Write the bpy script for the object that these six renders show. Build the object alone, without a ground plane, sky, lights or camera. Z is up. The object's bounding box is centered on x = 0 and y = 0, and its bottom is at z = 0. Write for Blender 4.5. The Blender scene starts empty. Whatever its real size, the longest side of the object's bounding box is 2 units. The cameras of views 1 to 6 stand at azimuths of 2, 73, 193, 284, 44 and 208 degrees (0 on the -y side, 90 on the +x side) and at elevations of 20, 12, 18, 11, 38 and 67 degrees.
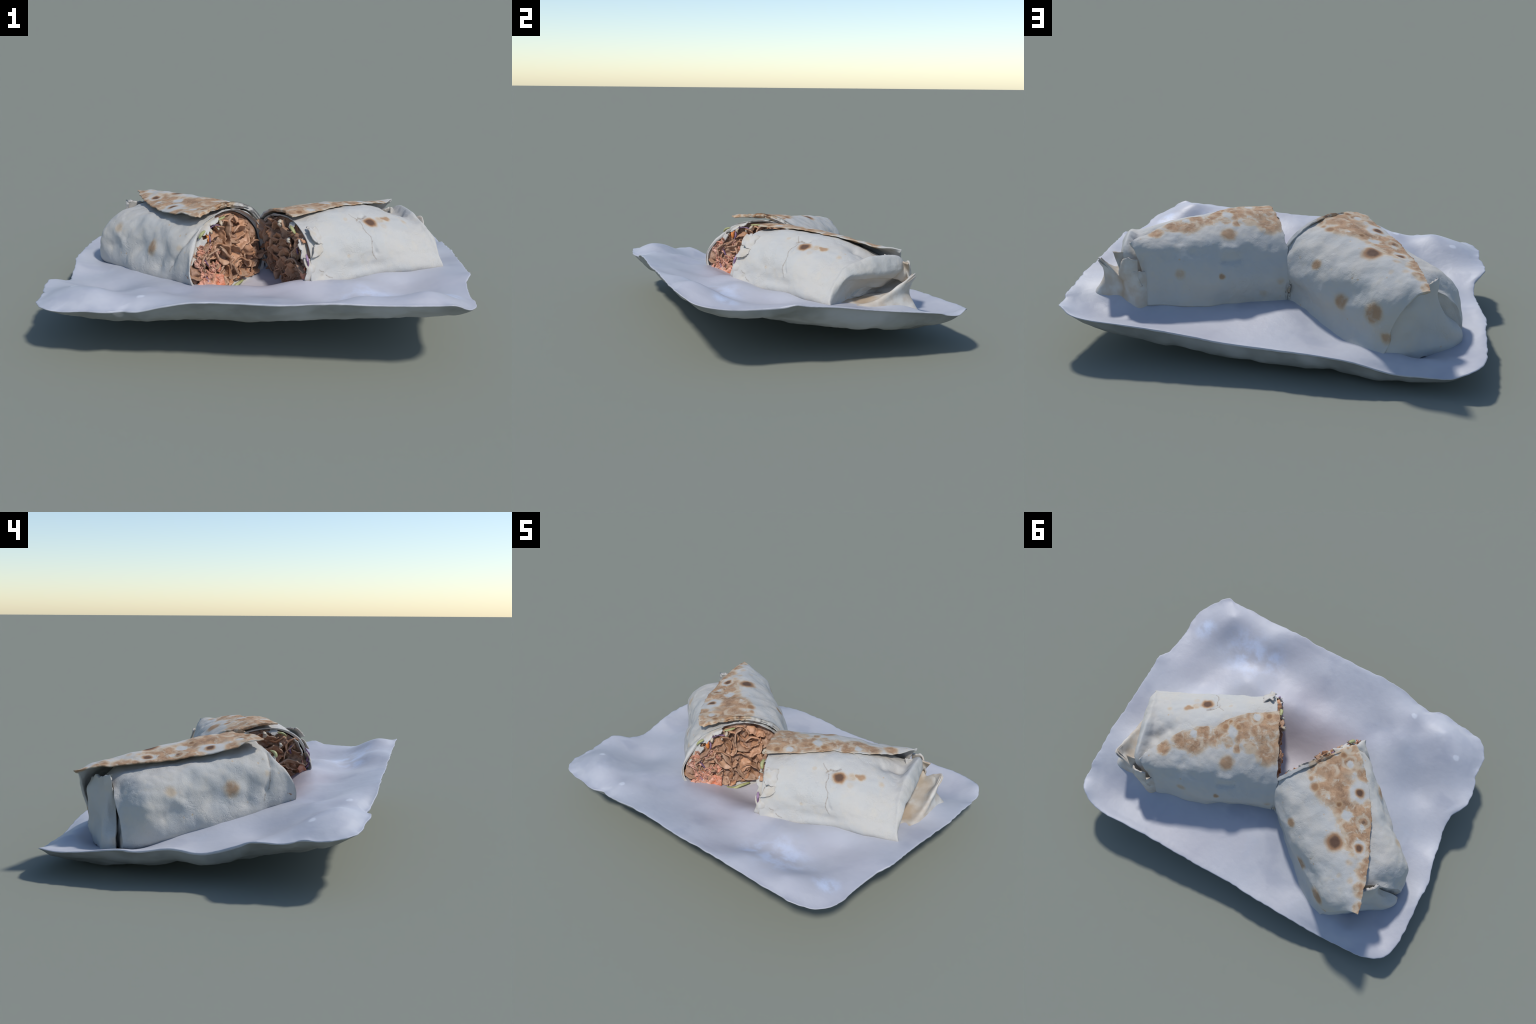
import bpy, math, random
import numpy as np
from mathutils import Vector, Matrix, noise

rnd = random.Random(7)

# ------------------------------------------------------------------ frames
# The tray lies tilted: everything is measured as a height h above its rim plane.
def plane(x, y):
    return 0.247 + 0.076 * x - 0.100 * y

class Frame:
    """s runs along a wrap away from the cut, w towards its front, h above the tray plane."""
    def __init__(self, origin, along, front_sign):
        self.o = np.array(origin, float)
        a = np.array(along, float); self.a = a / np.linalg.norm(a)
        self.p = front_sign * np.array([self.a[1], -self.a[0]])
    def world(self, q):
        q = np.asarray(q, float)
        xy = self.o + q[..., 0:1] * self.a + q[..., 1:2] * self.p
        z = plane(xy[..., 0], xy[..., 1]) + q[..., 2]
        return np.concatenate([xy, z[..., None]], axis=-1)

FA = Frame((-.17, 0.0), (-.66, .75), -1)     # half whose cut face is in the sun
FB = Frame((.10, -.05), (.85, .52), 1)       # half with the open, crumpled end

# ------------------------------------------------------------------ curves and lofts
def spline(P, n, closed=False):
    """Catmull-Rom through the rows of P (k, ...), n samples."""
    P = np.asarray(P, float); k = len(P)
    if closed:
        t = np.arange(n) * k / n
        i = np.floor(t).astype(int); f = t - i
        idx = [(i + d) % k for d in (-1, 0, 1, 2)]
        p0, p1, p2, p3 = [P[j] for j in idx]
    else:
        E = np.concatenate([[2 * P[0] - P[1]], P, [2 * P[-1] - P[-2]]])
        t = np.linspace(0, k - 1, n); i = np.minimum(np.floor(t).astype(int), k - 2); f = t - i
        p0, p1, p2, p3 = E[i], E[i + 1], E[i + 2], E[i + 3]
    f = f.reshape((-1,) + (1,) * (P.ndim - 1))
    return 0.5 * (2 * p1 + (p2 - p0) * f + (2 * p0 - 5 * p1 + 4 * p2 - p3) * f ** 2
                  + (3 * p1 - p0 - 3 * p2 + p3) * f ** 3)

def loft(stations, n_len, n_ring, closed):
    rings = np.array([spline(s, n_ring, closed) for s in stations])
    return spline(rings, n_len)

def nz(p, scale, seed=0.0, octaves=3):
    q = Vector((p[0] * scale + seed, p[1] * scale - seed * .7, p[2] * scale + seed * .3))
    return noise.fractal(q, 0.9, 2.1, octaves)

def noise_field(V, scale, seed=0.0, octaves=2):
    flat = V.reshape(-1, 3)
    return np.array([nz(p, scale, seed, octaves) for p in flat]).reshape(V.shape[:-1])

def grid_normals(G, closed):
    if closed:
        dv = np.roll(G, -1, 1) - np.roll(G, 1, 1)
    else:
        dv = np.gradient(G, axis=1)
    du = np.gradient(G, axis=0)
    N = np.cross(du, dv)
    return N / np.maximum(np.linalg.norm(N, axis=-1, keepdims=True), 1e-9)

def path_dist(V, path):
    """distance of points to a polyline"""
    path = np.asarray(path, float); best = np.full(V.shape[:-1], 9.0)
    for a, b in zip(path[:-1], path[1:]):
        d = b - a; t = np.clip(((V - a) @ d) / (d @ d), 0, 1)
        best = np.minimum(best, np.linalg.norm(V - (a + t[..., None] * d), axis=-1))
    return best

def grid_faces(nu, nv, closed, base=0, flip=False):
    F = []
    for i in range(nu - 1):
        for j in range(nv if closed else nv - 1):
            a = base + i * nv + j; b = base + i * nv + (j + 1) % nv
            c = b + nv; d = a + nv
            F.append((a, d, c, b) if flip else (a, b, c, d))
    return F

def make(name, V, F, mat, smooth=True):
    me = bpy.data.meshes.new(name)
    me.from_pydata([tuple(v) for v in V], [], F)
    me.update()
    import bmesh
    bm = bmesh.new(); bm.from_mesh(me)
    bmesh.ops.recalc_face_normals(bm, faces=bm.faces)
    bm.to_mesh(me); bm.free()
    if smooth:
        me.polygons.foreach_set("use_smooth", [True] * len(me.polygons))
    ob = bpy.data.objects.new(name, me)
    bpy.context.collection.objects.link(ob)
    if mat: me.materials.append(mat)
    return ob

def parent(child, par):
    child.parent = par
    child.matrix_parent_inverse = par.matrix_world.inverted()

def sheet(name, G, thick, mat):
    """a bent sheet with real thickness from a grid of points (outer side)"""
    nu, nv = G.shape[:2]
    N = grid_normals(G, False)
    th = thick if np.ndim(thick) else np.full((nu, nv), thick)
    inner = G - N * th[..., None]
    V = np.concatenate([G.reshape(-1, 3), inner.reshape(-1, 3)])
    n = nu * nv
    F = grid_faces(nu, nv, False) + grid_faces(nu, nv, False, n, True)
    rim = [(i, 0) for i in range(nu)] + [(nu - 1, j) for j in range(1, nv)] \
        + [(i, nv - 1) for i in range(nu - 2, -1, -1)] + [(0, j) for j in range(nv - 2, 0, -1)]
    ids = [i * nv + j for i, j in rim]
    for a, b in zip(ids, ids[1:] + ids[:1]):
        F.append((a, b, b + n, a + n))
    return make(name, V, F, mat)

# ------------------------------------------------------------------ node helpers
class Nodes:
    def __init__(self, name):
        self.m = bpy.data.materials.new(name); self.m.use_nodes = True
        self.t = self.m.node_tree; self.n = self.t.nodes; self.n.clear()
        self.out = self.n.new("ShaderNodeOutputMaterial")
        self.b = self.n.new("ShaderNodeBsdfPrincipled")
        self.t.links.new(self.b.outputs[0], self.out.inputs[0])
        self.co = self.n.new("ShaderNodeTexCoord").outputs["Object"]
    def link(self, a, b): self.t.links.new(a, b)
    def put(self, sock, v):
        if isinstance(v, bpy.types.NodeSocket): self.link(v, sock)
        elif isinstance(v, (tuple, list)) and len(v) == 3 and sock.type == 'RGBA': sock.default_value = (*v, 1)
        else: sock.default_value = v
    def math(self, op, a, b=0.0, clamp=False):
        n = self.n.new("ShaderNodeMath"); n.operation = op; n.use_clamp = clamp
        self.put(n.inputs[0], a); self.put(n.inputs[1], b); return n.outputs[0]
    def noise(self, scale, detail=4, rough=.55, co=None, dist=0.0, color=False):
        n = self.n.new("ShaderNodeTexNoise")
        self.link(co or self.co, n.inputs["Vector"])
        n.inputs["Scale"].default_value = scale; n.inputs["Detail"].default_value = detail
        n.inputs["Roughness"].default_value = rough; n.inputs["Distortion"].default_value = dist
        return n.outputs["Color" if color else "Fac"]
    def voronoi(self, scale, co=None, feature='F1'):
        n = self.n.new("ShaderNodeTexVoronoi"); n.feature = feature
        self.link(co or self.co, n.inputs["Vector"]); n.inputs["Scale"].default_value = scale
        return n.outputs["Distance"]
    def rng(self, v, a, b, c=0.0, d=1.0, smooth=True):
        n = self.n.new("ShaderNodeMapRange"); n.interpolation_type = 'SMOOTHSTEP' if smooth else 'LINEAR'
        n.clamp = True if not smooth else n.clamp
        self.put(n.inputs["Value"], v)
        for k, x in zip(("From Min", "From Max", "To Min", "To Max"), (a, b, c, d)): n.inputs[k].default_value = x
        return n.outputs["Result"]
    def mix(self, f, a, b, mode='MIX'):
        n = self.n.new("ShaderNodeMix"); n.data_type = 'RGBA'; n.blend_type = mode
        self.put(n.inputs["Factor"], f); self.put(n.inputs["A"] if False else n.inputs[6], a); self.put(n.inputs[7], b)
        return n.outputs[2]
    def vec(self, op, a, b):
        n = self.n.new("ShaderNodeVectorMath"); n.operation = op
        self.put(n.inputs[0], a); self.put(n.inputs[1], b)
        return n.outputs["Value"] if op in ('DISTANCE', 'DOT_PRODUCT', 'LENGTH') else n.outputs["Vector"]
    def warped(self, amount, scale, detail=3):
        c = self.noise(scale, detail, color=True)
        d = self.vec('SUBTRACT', c, (.5, .5, .5))
        d = self.vec('MULTIPLY', d, (amount,) * 3)
        return self.vec('ADD', self.co, d)
    def blobs(self, co, items, soft=0.45):
        """union of soft round patches: items of (xyz, radius[, strength])"""
        acc = None
        for it in items:
            c, r = it[0], it[1]; s = it[2] if len(it) > 2 else 1.0
            d = self.vec('DISTANCE', co, tuple(float(x) for x in c))
            m = self.rng(d, r * (1 - soft), r * (1 + soft), s, 0.0)
            acc = m if acc is None else self.math('MAXIMUM', acc, m)
        return acc
    def bump(self, h, strength, dist):
        n = self.n.new("ShaderNodeBump"); n.inputs["Strength"].default_value = strength
        n.inputs["Distance"].default_value = dist; self.link(h, n.inputs["Height"])
        self.link(n.outputs[0], self.b.inputs["Normal"])
    def finish(self, color, rough=.6, spec=.3):
        self.put(self.b.inputs["Base Color"], color); self.put(self.b.inputs["Roughness"], rough)
        self.b.inputs["Specular IOR Level"].default_value = spec
        return self.m

# ------------------------------------------------------------------ materials
WHITE = (.488, .466, .428)
def tortilla(name, brown=(), pale=(), dark=(), tan=(), cracks=()):
    k = Nodes(name)
    w1 = k.warped(.050, 9); w2 = k.warped(.030, 16, 4)
    base = k.mix(k.rng(k.noise(7, 3), .35, .65), WHITE, (.465, .46, .44))
    base = k.mix(k.rng(k.noise(22, 4), .5, .75, 0, .5), base, (.52, .475, .40))
    # flour grain and stray freckles
    base = k.mix(k.rng(k.noise(160, 2), .62, .8, 0, .25), base, (.38, .35, .31))
    fre = k.rng(k.voronoi(17, w2), .04, .13, .7, 0)
    fre = k.math('MULTIPLY', fre, k.rng(k.noise(5, 2), .50, .58))
    base = k.mix(fre, base, (.50, .36, .22))
    col = base
    if brown:
        m = k.blobs(w1, [(c, r * 1.38) for c, r in brown], .6)
        vein = k.noise(17, 4, .6, w2, .9)
        m = k.math('MULTIPLY', m, k.rng(vein, .30, .55, .42, 1.0))
        m = k.math('SUBTRACT', m, k.rng(k.noise(30, 4, .65, w1, .5), .55, .76, 0, .38), True)
        if pale:
            m = k.math('MULTIPLY', m, k.math('SUBTRACT', 1.0, k.blobs(k.warped(.06, 13, 4), pale, .5)))
        halo = k.rng(m, .12, .55); core = k.rng(m, .30, 1.0)
        # blisters: dark centres inside pale rings, over mottled golden brown
        cell = k.voronoi(9, w2)
        tone = k.mix(k.rng(k.noise(30, 5, .65), .36, .64), (.44, .275, .16), (.31, .18, .10))
        tone = k.mix(k.rng(k.noise(20, 4, .6, w2), .54, .72, 0, .6), tone, (.17, .095, .058))
        ring = k.math('MULTIPLY', k.rng(cell, .20, .27), k.rng(cell, .33, .42, 1, 0))
        some = k.rng(k.noise(6, 2), .42, .54)
        core = k.math('MULTIPLY', core, k.math('SUBTRACT', 1.0, k.math('MULTIPLY', k.math('MULTIPLY', ring, some), .8)))
        tone = k.mix(k.math('MULTIPLY', k.rng(cell, .05, .17, 1, 0), some), tone, (.13, .07, .045))
        col = k.mix(k.math('MULTIPLY', halo, .7), col, (.51, .385, .245))
        col = k.mix(k.math('MULTIPLY', core, .95), col, tone)
    if tan:
        m = k.blobs(w2, tan, .5)
        m = k.math('MULTIPLY', m, k.rng(k.noise(30, 3), .3, .55, .7, 1))
        col = k.mix(k.math('MULTIPLY', k.rng(m, 0, .6), .6), col, (.48, .36, .23))
        col = k.mix(k.math('MULTIPLY', k.rng(m, .4, 1), .85), col, k.mix(k.noise(60, 4), (.30, .165, .085), (.40, .25, .14)))
    if dark:
        m = k.blobs(w2, dark, .6)
        col = k.mix(k.math('MULTIPLY', k.rng(m, 0, .4), .65), col, (.45, .31, .18))
        col = k.mix(k.rng(m, .3, .7, 0, .9), col, (.30, .16, .08))
        col = k.mix(k.rng(m, .65, 1, 0, .85), col, (.085, .048, .035))
    for path, wid in cracks:
        for a, b in zip(path[:-1], path[1:]):
            a = Vector(a); b = Vector(b); d = b - a; L = d.length
            pa = k.vec('SUBTRACT', k.warped(.010, 30), tuple(a))
            t = k.math('MULTIPLY', k.vec('DOT_PRODUCT', pa, tuple(d / L)), 1.0)
            tc = k.math('MAXIMUM', k.math('MINIMUM', t, L), 0.0)
            sc = k.n.new("ShaderNodeVectorMath"); sc.operation = 'SCALE'
            sc.inputs[0].default_value = tuple(d / L); k.link(tc, sc.inputs["Scale"])
            dd = k.vec('DISTANCE', pa, sc.outputs["Vector"])
            col = k.mix(k.rng(dd, wid * .3, wid, .45, 0), col, (.25, .20, .155))
    h = k.math('ADD', k.math('MULTIPLY', k.noise(60, 5, .6), .6), k.math('MULTIPLY', k.noise(240, 3), .25))
    wr = k.rng(k.math('ABSOLUTE', k.math('SUBTRACT', k.noise(18, 5, .6, w2), .5)), 0, .05, -.35, 0)
    h = k.math('ADD', h, k.math('MULTIPLY', wr, k.rng(k.noise(4, 2), .48, .62)))
    k.bump(h, .4, .006)
    return k.finish(col, .75, .2)

def tray_material():
    k = Nodes("tray_white")
    w = k.warped(.25, 2)
    col = k.mix(k.rng(k.noise(2.2, 4, .55, w), .35, .65), (.405, .42, .468), (.465, .472, .510))
    col = k.mix(k.rng(k.noise(4.5, 3, .5, w), .50, .68, 0, .7), col, (.36, .375, .435))
    col = k.mix(k.rng(k.noise(1.4, 2, .5, w), .5, .7, 0, .6), col, (.435, .425, .465))
    col = k.mix(k.rng(k.noise(7, 5, .6, w), .55, .8, 0, .5), col, (.435, .465, .53))
    blush = k.blobs(k.warped(.2, 5, 4), [((.02, -.2, .2), .26)], .7)
    col = k.mix(k.math('MULTIPLY', blush, .75), col, (.475, .435, .47))
    # blue-white sun highlight painted into the tray colour
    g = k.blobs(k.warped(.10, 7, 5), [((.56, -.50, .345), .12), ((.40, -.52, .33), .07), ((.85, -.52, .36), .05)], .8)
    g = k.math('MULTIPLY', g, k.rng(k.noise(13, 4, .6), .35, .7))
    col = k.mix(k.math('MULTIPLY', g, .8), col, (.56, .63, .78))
    painted_glints = k.blobs(k.warped(.05, 12), [((-.496, -.629, .314), .016), ((-.818, -.51, .294), .018)], .4)
    col = k.mix(k.math('MULTIPLY', painted_glints, .5), col, (.72, .74, .78))
    k.bump(k.noise(14, 4), .25, .01)
    return k.finish(col, .5, .4)

def plain(name, c1, c2, scale=20, rough=.5, spec=.4, c3=None, bump=.4, dist=.004, random_mix=False):
    k = Nodes(name)
    col = k.mix(k.rng(k.noise(scale, 4), .35, .65), c1, c2)
    if c3: col = k.mix(k.rng(k.noise(scale * .37, 3), .52, .68), col, c3)
    if random_mix:
        oi = k.n.new("ShaderNodeObjectInfo").outputs["Random"]
        col = k.mix(k.math('MULTIPLY', oi, .8), col, c3 or c2)
        hsv = k.n.new("ShaderNodeHueSaturation")
        k.put(hsv.inputs["Value"], k.rng(k.math('FRACT', k.math('MULTIPLY', oi, 7.3)), 0, 1, .8, 1.2))
        k.link(col, hsv.inputs["Color"]); col = hsv.outputs[0]
    k.bump(k.noise(scale * 3, 4), bump, dist)
    return k.finish(col, rough, spec)

# ------------------------------------------------------------------ the tray
RIM = [(.83, -.742, .397), (.77, -.742, .392), (.65, -.743, .385), (.50, -.743, .378), (.32, -.743, .375),
       (.12, -.742, .355), (-.06, -.742, .352), (-.25, -.742, .345), (-.38, -.74, .318), (-.49, -.725, .282),
       (-.56, -.715, .275), (-.63, -.738, .275), (-.72, -.73, .27), (-.83, -.718, .256), (-.90, -.698, .256),
       (-.95, -.64, .247), (-.97, -.57, .24), (-.965, -.50, .24), (-.99, -.42, .226), (-.993, -.30, .226),
       (-.945, -.22, .19), (-.942, -.13, .16), (-.958, -.05, .15), (-.97, .07, .165), (-1.0, .20, .15),
       (-.995, .30, .15), (-1.0, .46, .13), (-.995, .575, .12), (-.97, .66, .12), (-.92, .70, .105),
       (-.85, .72, .085), (-.74, .727, .085), (-.60, .735, .09), (-.42, .74, .13), (-.23, .737, .145),
       (-.035, .727, .148), (.15, .73, .158), (.30, .73, .175), (.46, .73, .19), (.63, .735, .202),
       (.785, .74, .212), (.885, .72, .222), (.95, .68, .243), (.985, .62, .225), (.99, .55, .232),
       (1.0, .51, .246), (1.0, .43, .256), (1.01, .29, .275), (1.003, .13, .294), (1.0, -.02, .316),
       (1.0, -.16, .33), (1.0, -.22, .34), (.97, -.28, .325), (.96, -.39, .322), (.96, -.49, .325),
       (.957, -.59, .338), (.91, -.68, .356)]
# (x, y, h): how far the bowl lies below (or bulges above) the rim plane
BOWL = [(-.08, -.13, -.098), (.08, -.12, -.10), (.03, .0, -.085), (-.06, -.34, -.008), (.1, -.42, -.022), (.14, -.34, .003), (.30, -.43, -.028),
        (.22, -.30, .004), (.38, -.33, -.002), (.47, -.34, .004), (.60, -.40, -.045), (.5, -.48, -.035), (.36, -.55, -.034), (0, -.47, -.018),
        (.76, -.55, .015), (.70, -.53, -.015), (.72, -.64, .05), (.45, -.63, .028), (.1, -.6, .01), (-.2, -.58, .012), (-.25, -.38, 0),
        (-.40, -.58, .030), (-.5, -.64, .040), (-.56, -.56, .024), (-.63, -.47, .008), (-.70, -.61, .07), (-.82, -.51, .055),
        (-.5, -.46, .03), (-.36, -.47, -.008), (-.55, -.32, -.010), (-.70, -.37, -.025), (-.70, -.26, -.055), (-.80, -.18, -.035), (-.5, -.22, -.012),
        (-.62, -.08, -.012), (-.69, -.09, -.022), (-.81, .01, -.035), (-.72, .16, -.02), (-.84, .26, -.045), (-.86, .42, -.035),
        (-.69, .54, -.072), (-.74, .63, .0), (-.5, .55, -.012), (-.40, .58, -.02), (-.62, .62, -.004), (-.3, .6, -.035), (-.2, .38, -.02),
        (-.04, .38, -.014), (.05, .35, -.03), (.15, .41, -.035), (-.03, .09, -.05), (.2, .6, -.04), (.45, .6, -.05),
        (.643, .541, -.064), (.75, .56, -.075), (.86, .58, -.06), (.80, .38, .0), (.74, .44, -.01), (.83, .50, -.055), (.88, .2, -.025),
        (.9, 0, -.02), (.70, -.22, -.055), (.86, -.25, -.03), (.62, -.16, -.018), (.77, .03, -.015), (.42, -.2, -.03), (.3, 0, -.045)]

def tps(points, values):
    P = np.asarray(points, float); n = len(P)
    def U(r2): return np.where(r2 > 1e-12, r2 * np.log(np.maximum(r2, 1e-12)), 0)
    K = U(((P[:, None] - P[None]) ** 2).sum(-1)) + np.eye(n) * 4e-3
    Q = np.concatenate([np.ones((n, 1)), P], 1)
    A = np.block([[K, Q], [Q.T, np.zeros((3, 3))]])
    c = np.linalg.solve(A, np.concatenate([values, np.zeros(3)]))
    def f(X):
        shp = X.shape[:-1]; X = X.reshape(-1, 2)
        R = U(((X[:, None] - P[None]) ** 2).sum(-1)) @ c[:n] + c[n] + X @ c[n + 1:]
        return R.reshape(shp)
    return f

rim = np.array(RIM)
rim_h = rim[:, 2] - plane(rim[:, 0], rim[:, 1])
bowl = np.array(BOWL)
tray_h = tps(np.concatenate([rim[:, :2], bowl[:, :2]]), np.concatenate([rim_h, bowl[:, 2]]))

def build_tray(mat):
    n_ang, n_top, n_bot = 480, 90, 40
    edge = spline(np.column_stack([rim[:, :2], rim_h]), n_ang, True)
    rag = np.array([nz((p[0], p[1], 0), 22, 3.1, 3) for p in edge])
    out = edge[:, :2] / np.linalg.norm(edge[:, :2], axis=1, keepdims=True)
    exy = edge[:, :2] + out * (rag * .006)[:, None]
    t = np.sqrt(np.linspace(0.0004, 1, n_top))
    top = []
    for q in t:
        xy = exy * q
        h = tray_h(xy)
        h = h + (edge[:, 2] - h) * np.clip((q - .93) / .07, 0, 1) ** 2 + rag * .003 * q ** 60
        w = np.array([nz((x, y, .2), 3.2, 5.0, 3) for x, y in xy]) * .0035 * (1 - q ** 4)
        top.append(np.column_stack([xy, plane(xy[:, 0], xy[:, 1]) + h + w]))
    top = np.array(top)
    # underside: rolls round the lip, slopes in and down to a flat, slightly dented base
    # (kept shallow in the corners, deep along the sides)
    prof = np.concatenate([1 - np.linspace(0, .30, 44) ** 1.5, np.linspace(.82, .02, 20)])
    n_bot = len(prof)
    bot = []
    for q in prof:
        xy = exy * q
        k = np.clip((1 - q) / .17, 0, 1)
        ax = 1 - np.exp(-np.clip(1.0 - np.abs(xy[:, 0]), 0, 1) / np.where(xy[:, 0] > 0, .055, .075))
        ay = 1 - np.exp(-np.clip(.74 - np.abs(xy[:, 1]), 0, 1) / np.where(xy[:, 1] > 0, .05, .055))
        own = 1 - np.exp(-(1 - q) / .018)
        d = -.008 - (.110 + .05 * np.clip((1 - q) / .5, 0, 1) + .018 * np.clip(xy[:, 0] + .2, 0, 1) * np.clip(1 + xy[:, 1] / .3, 0, 1)) * np.minimum(own, 1) * (ax * ay) ** 1.25 * (1 + .24 * xy[:, 1] / .7)
        d *= 1 - np.exp(-(np.clip(1.0 - np.abs(xy[:, 0]), 0, 1) + np.clip(.74 - np.abs(xy[:, 1]), 0, 1)) / .26)
        lump = np.array([nz((x, y, .9), 5.5, 9.0, 3) for x, y in xy]) * .016 * np.clip((1 - q) / .05, 0, 1)
        h = edge[:, 2] * (1 - k) + d + lump
        bot.append(np.column_stack([xy, plane(xy[:, 0], xy[:, 1]) + h]))
    bot = np.array(bot)
    V = np.concatenate([top.reshape(-1, 3), bot.reshape(-1, 3)])
    nt = n_top * n_ang
    F = grid_faces(n_top, n_ang, True) + grid_faces(n_bot, n_ang, True, nt)
    for j in range(n_ang):
        F.append(((n_top - 1) * n_ang + j, (n_top - 1) * n_ang + (j + 1) % n_ang, nt + (j + 1) % n_ang, nt + j))
    F.append(tuple(range(n_ang))); F.append(tuple(range(nt + (n_bot - 1) * n_ang, nt + n_bot * n_ang)))
    zmin = V[:, 2].min()
    V[:, 2] = np.where(V[:, 2] < .0, V[:, 2] * 0.15, V[:, 2])
    V[:, 2] -= min(0, V[:, 2].min())
    ob = make("tray", V, F, mat)
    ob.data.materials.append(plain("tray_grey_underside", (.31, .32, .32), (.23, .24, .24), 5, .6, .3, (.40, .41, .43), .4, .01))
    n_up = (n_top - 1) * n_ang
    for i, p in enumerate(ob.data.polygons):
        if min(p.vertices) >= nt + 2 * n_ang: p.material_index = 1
    ob["label"] = "shallow off-white rectangular snack tray with wavy rim"
    ob["category"] = "food tray"
    return ob

# ------------------------------------------------------------------ wraps
def cutA(w, h): return -.075 - .27 * w + .29 * h
def cutB(w, h): return .020 - .07 * h - .06 * w

def station(s, pts, cut=None, shear=0.0):
    """pts of (w, h) or (s, w, h); the cut's slant fades along the wrap"""
    R = []
    for p in pts:
        if len(p) == 3: R.append(p); continue
        w, h = p
        R.append((s * (1 - shear) + (shear * cut(w, h) if cut else 0), w, h))
    return R

def body(name, fr, stations, mat, lumps, dents=(), n_len=200, n_ring=220, cap='end'):
    G = loft(stations, n_len, n_ring, True)
    W = fr.world(G)
    N = grid_normals(W, True)
    c = W.mean(axis=1, keepdims=True)
    if ((W - c) * N).sum() < 0: N = -N
    d = np.zeros(W.shape[:2])
    for scale, amp, seed in lumps: d += noise_field(W, scale, seed) * amp
    for path, width, depth in dents:
        dist = path_dist(G, path)
        d -= depth * np.exp(-(dist / width) ** 2)
    W = W + N * d[..., None]
    F = grid_faces(n_len, n_ring, True)
    V = W.reshape(-1, 3)
    # far end: close with shrinking rings
    last = W[-1]; ctr = last.mean(0); rings = []; m = 24
    for i in range(1, m):
        q = 1 - i / m
        R = ctr + (last - ctr) * q
        bulge = fr.a * -.015 * (1 - q ** 2)
        R[:, :2] += bulge * (1 if cap == 'end' else 0)
        rings.append(R)
    rings = np.array(rings)
    rn = noise_field(rings, 9, 4.2) * .022
    rings[..., :2] += rn[..., None] * fr.a
    if cap == 'end':
        # a deep vertical crease where the folded panel tucks behind the front wall
        pass
    base = len(V)
    V = np.concatenate([V, rings.reshape(-1, 3), ctr[None] + np.array([*(fr.a * (-.015 if cap == 'end' else 0)), 0])])
    off = (n_len - 1) * n_ring
    for j in range(n_ring):
        F.append((off + j, off + (j + 1) % n_ring, base + (j + 1) % n_ring, base + j))
    F += grid_faces(m - 1, n_ring, True, base)
    lastb = base + (m - 2) * n_ring
    for j in range(n_ring): F.append((lastb + j, lastb + (j + 1) % n_ring, len(V) - 1))
    ob = make(name, V, F, mat)
    return ob

def outer_sheet(name, fr, stations, mat, lumps, thick=.013, n_len=200, n_ring=120, dents=()):
    G = loft(stations, n_len, n_ring, False)
    W = fr.world(G)
    N = grid_normals(W, False)
    if N[..., 2].mean() < 0: N = -N
    d = np.zeros(W.shape[:2])
    for scale, amp, seed in lumps: d += noise_field(W, scale, seed) * amp
    for path, width, depth in dents:
        d -= depth * np.exp(-(path_dist(G, path) / width) ** 2)
    W = W + N * d[..., None]
    # ragged free edges
    e = np.array([nz(p, 30, 2.2) for p in W[:, -1]]) * .007
    fade = np.linspace(0, 1, n_ring) ** 12
    W[..., :2] += (e[:, None] * fade)[..., None] * fr.p
    c = np.array([nz(p, 24, 8.2) for p in W[0]]) * .008
    fade = np.linspace(1, 0, n_len) ** 12
    W[..., :2] += ((c[None] - .010) * fade[:, None])[..., None] * fr.a
    Nn = grid_normals(W, False)
    v = np.linspace(0, 1, n_ring)
    th = np.tile(thick * (1 - .6 * np.clip((v - .8) / .2, 0, 1)), (n_len, 1))
    if Nn[..., 2].mean() < 0: W = W[:, ::-1]; th = th[:, ::-1]
    return sheet(name, W, th, mat)

def filling(name, fr, ring, mat, seed, out):
    """packed filling behind the cut: a domed disc with folded relief"""
    n_ring, m = 200, 60
    R = spline(np.array(ring, float), n_ring, True)
    c = R.mean(0)
    c[2] += .0
    rows = []
    for i in range(m):
        q = 1 - i / m * .995
        P = c + (R - c) * q * .965
        W = fr.world(P)
        a = noise_field(W, 11, seed, 3); b = np.abs(noise_field(W, 16, seed + 4, 3))
        k = min(1, (1 - q) / .12)
        disp = .008 - out * (1 - q ** 2) - k * (.03 * a + .04 * (b - .25))
        W[..., :2] += disp[:, None] * fr.a
        rows.append(W)
    # skirt running back inside the wrap
    back = rows[0].copy(); back[:, :2] += fr.a * .09
    rows = np.array([back] + rows)
    F = grid_faces(m + 1, n_ring, True)
    F.append(tuple(range(m * n_ring, (m + 1) * n_ring)))
    F.append(tuple(range(n_ring)))
    ob = make(name, rows.reshape(-1, 3), F, mat)
    return ob, R, c

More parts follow.
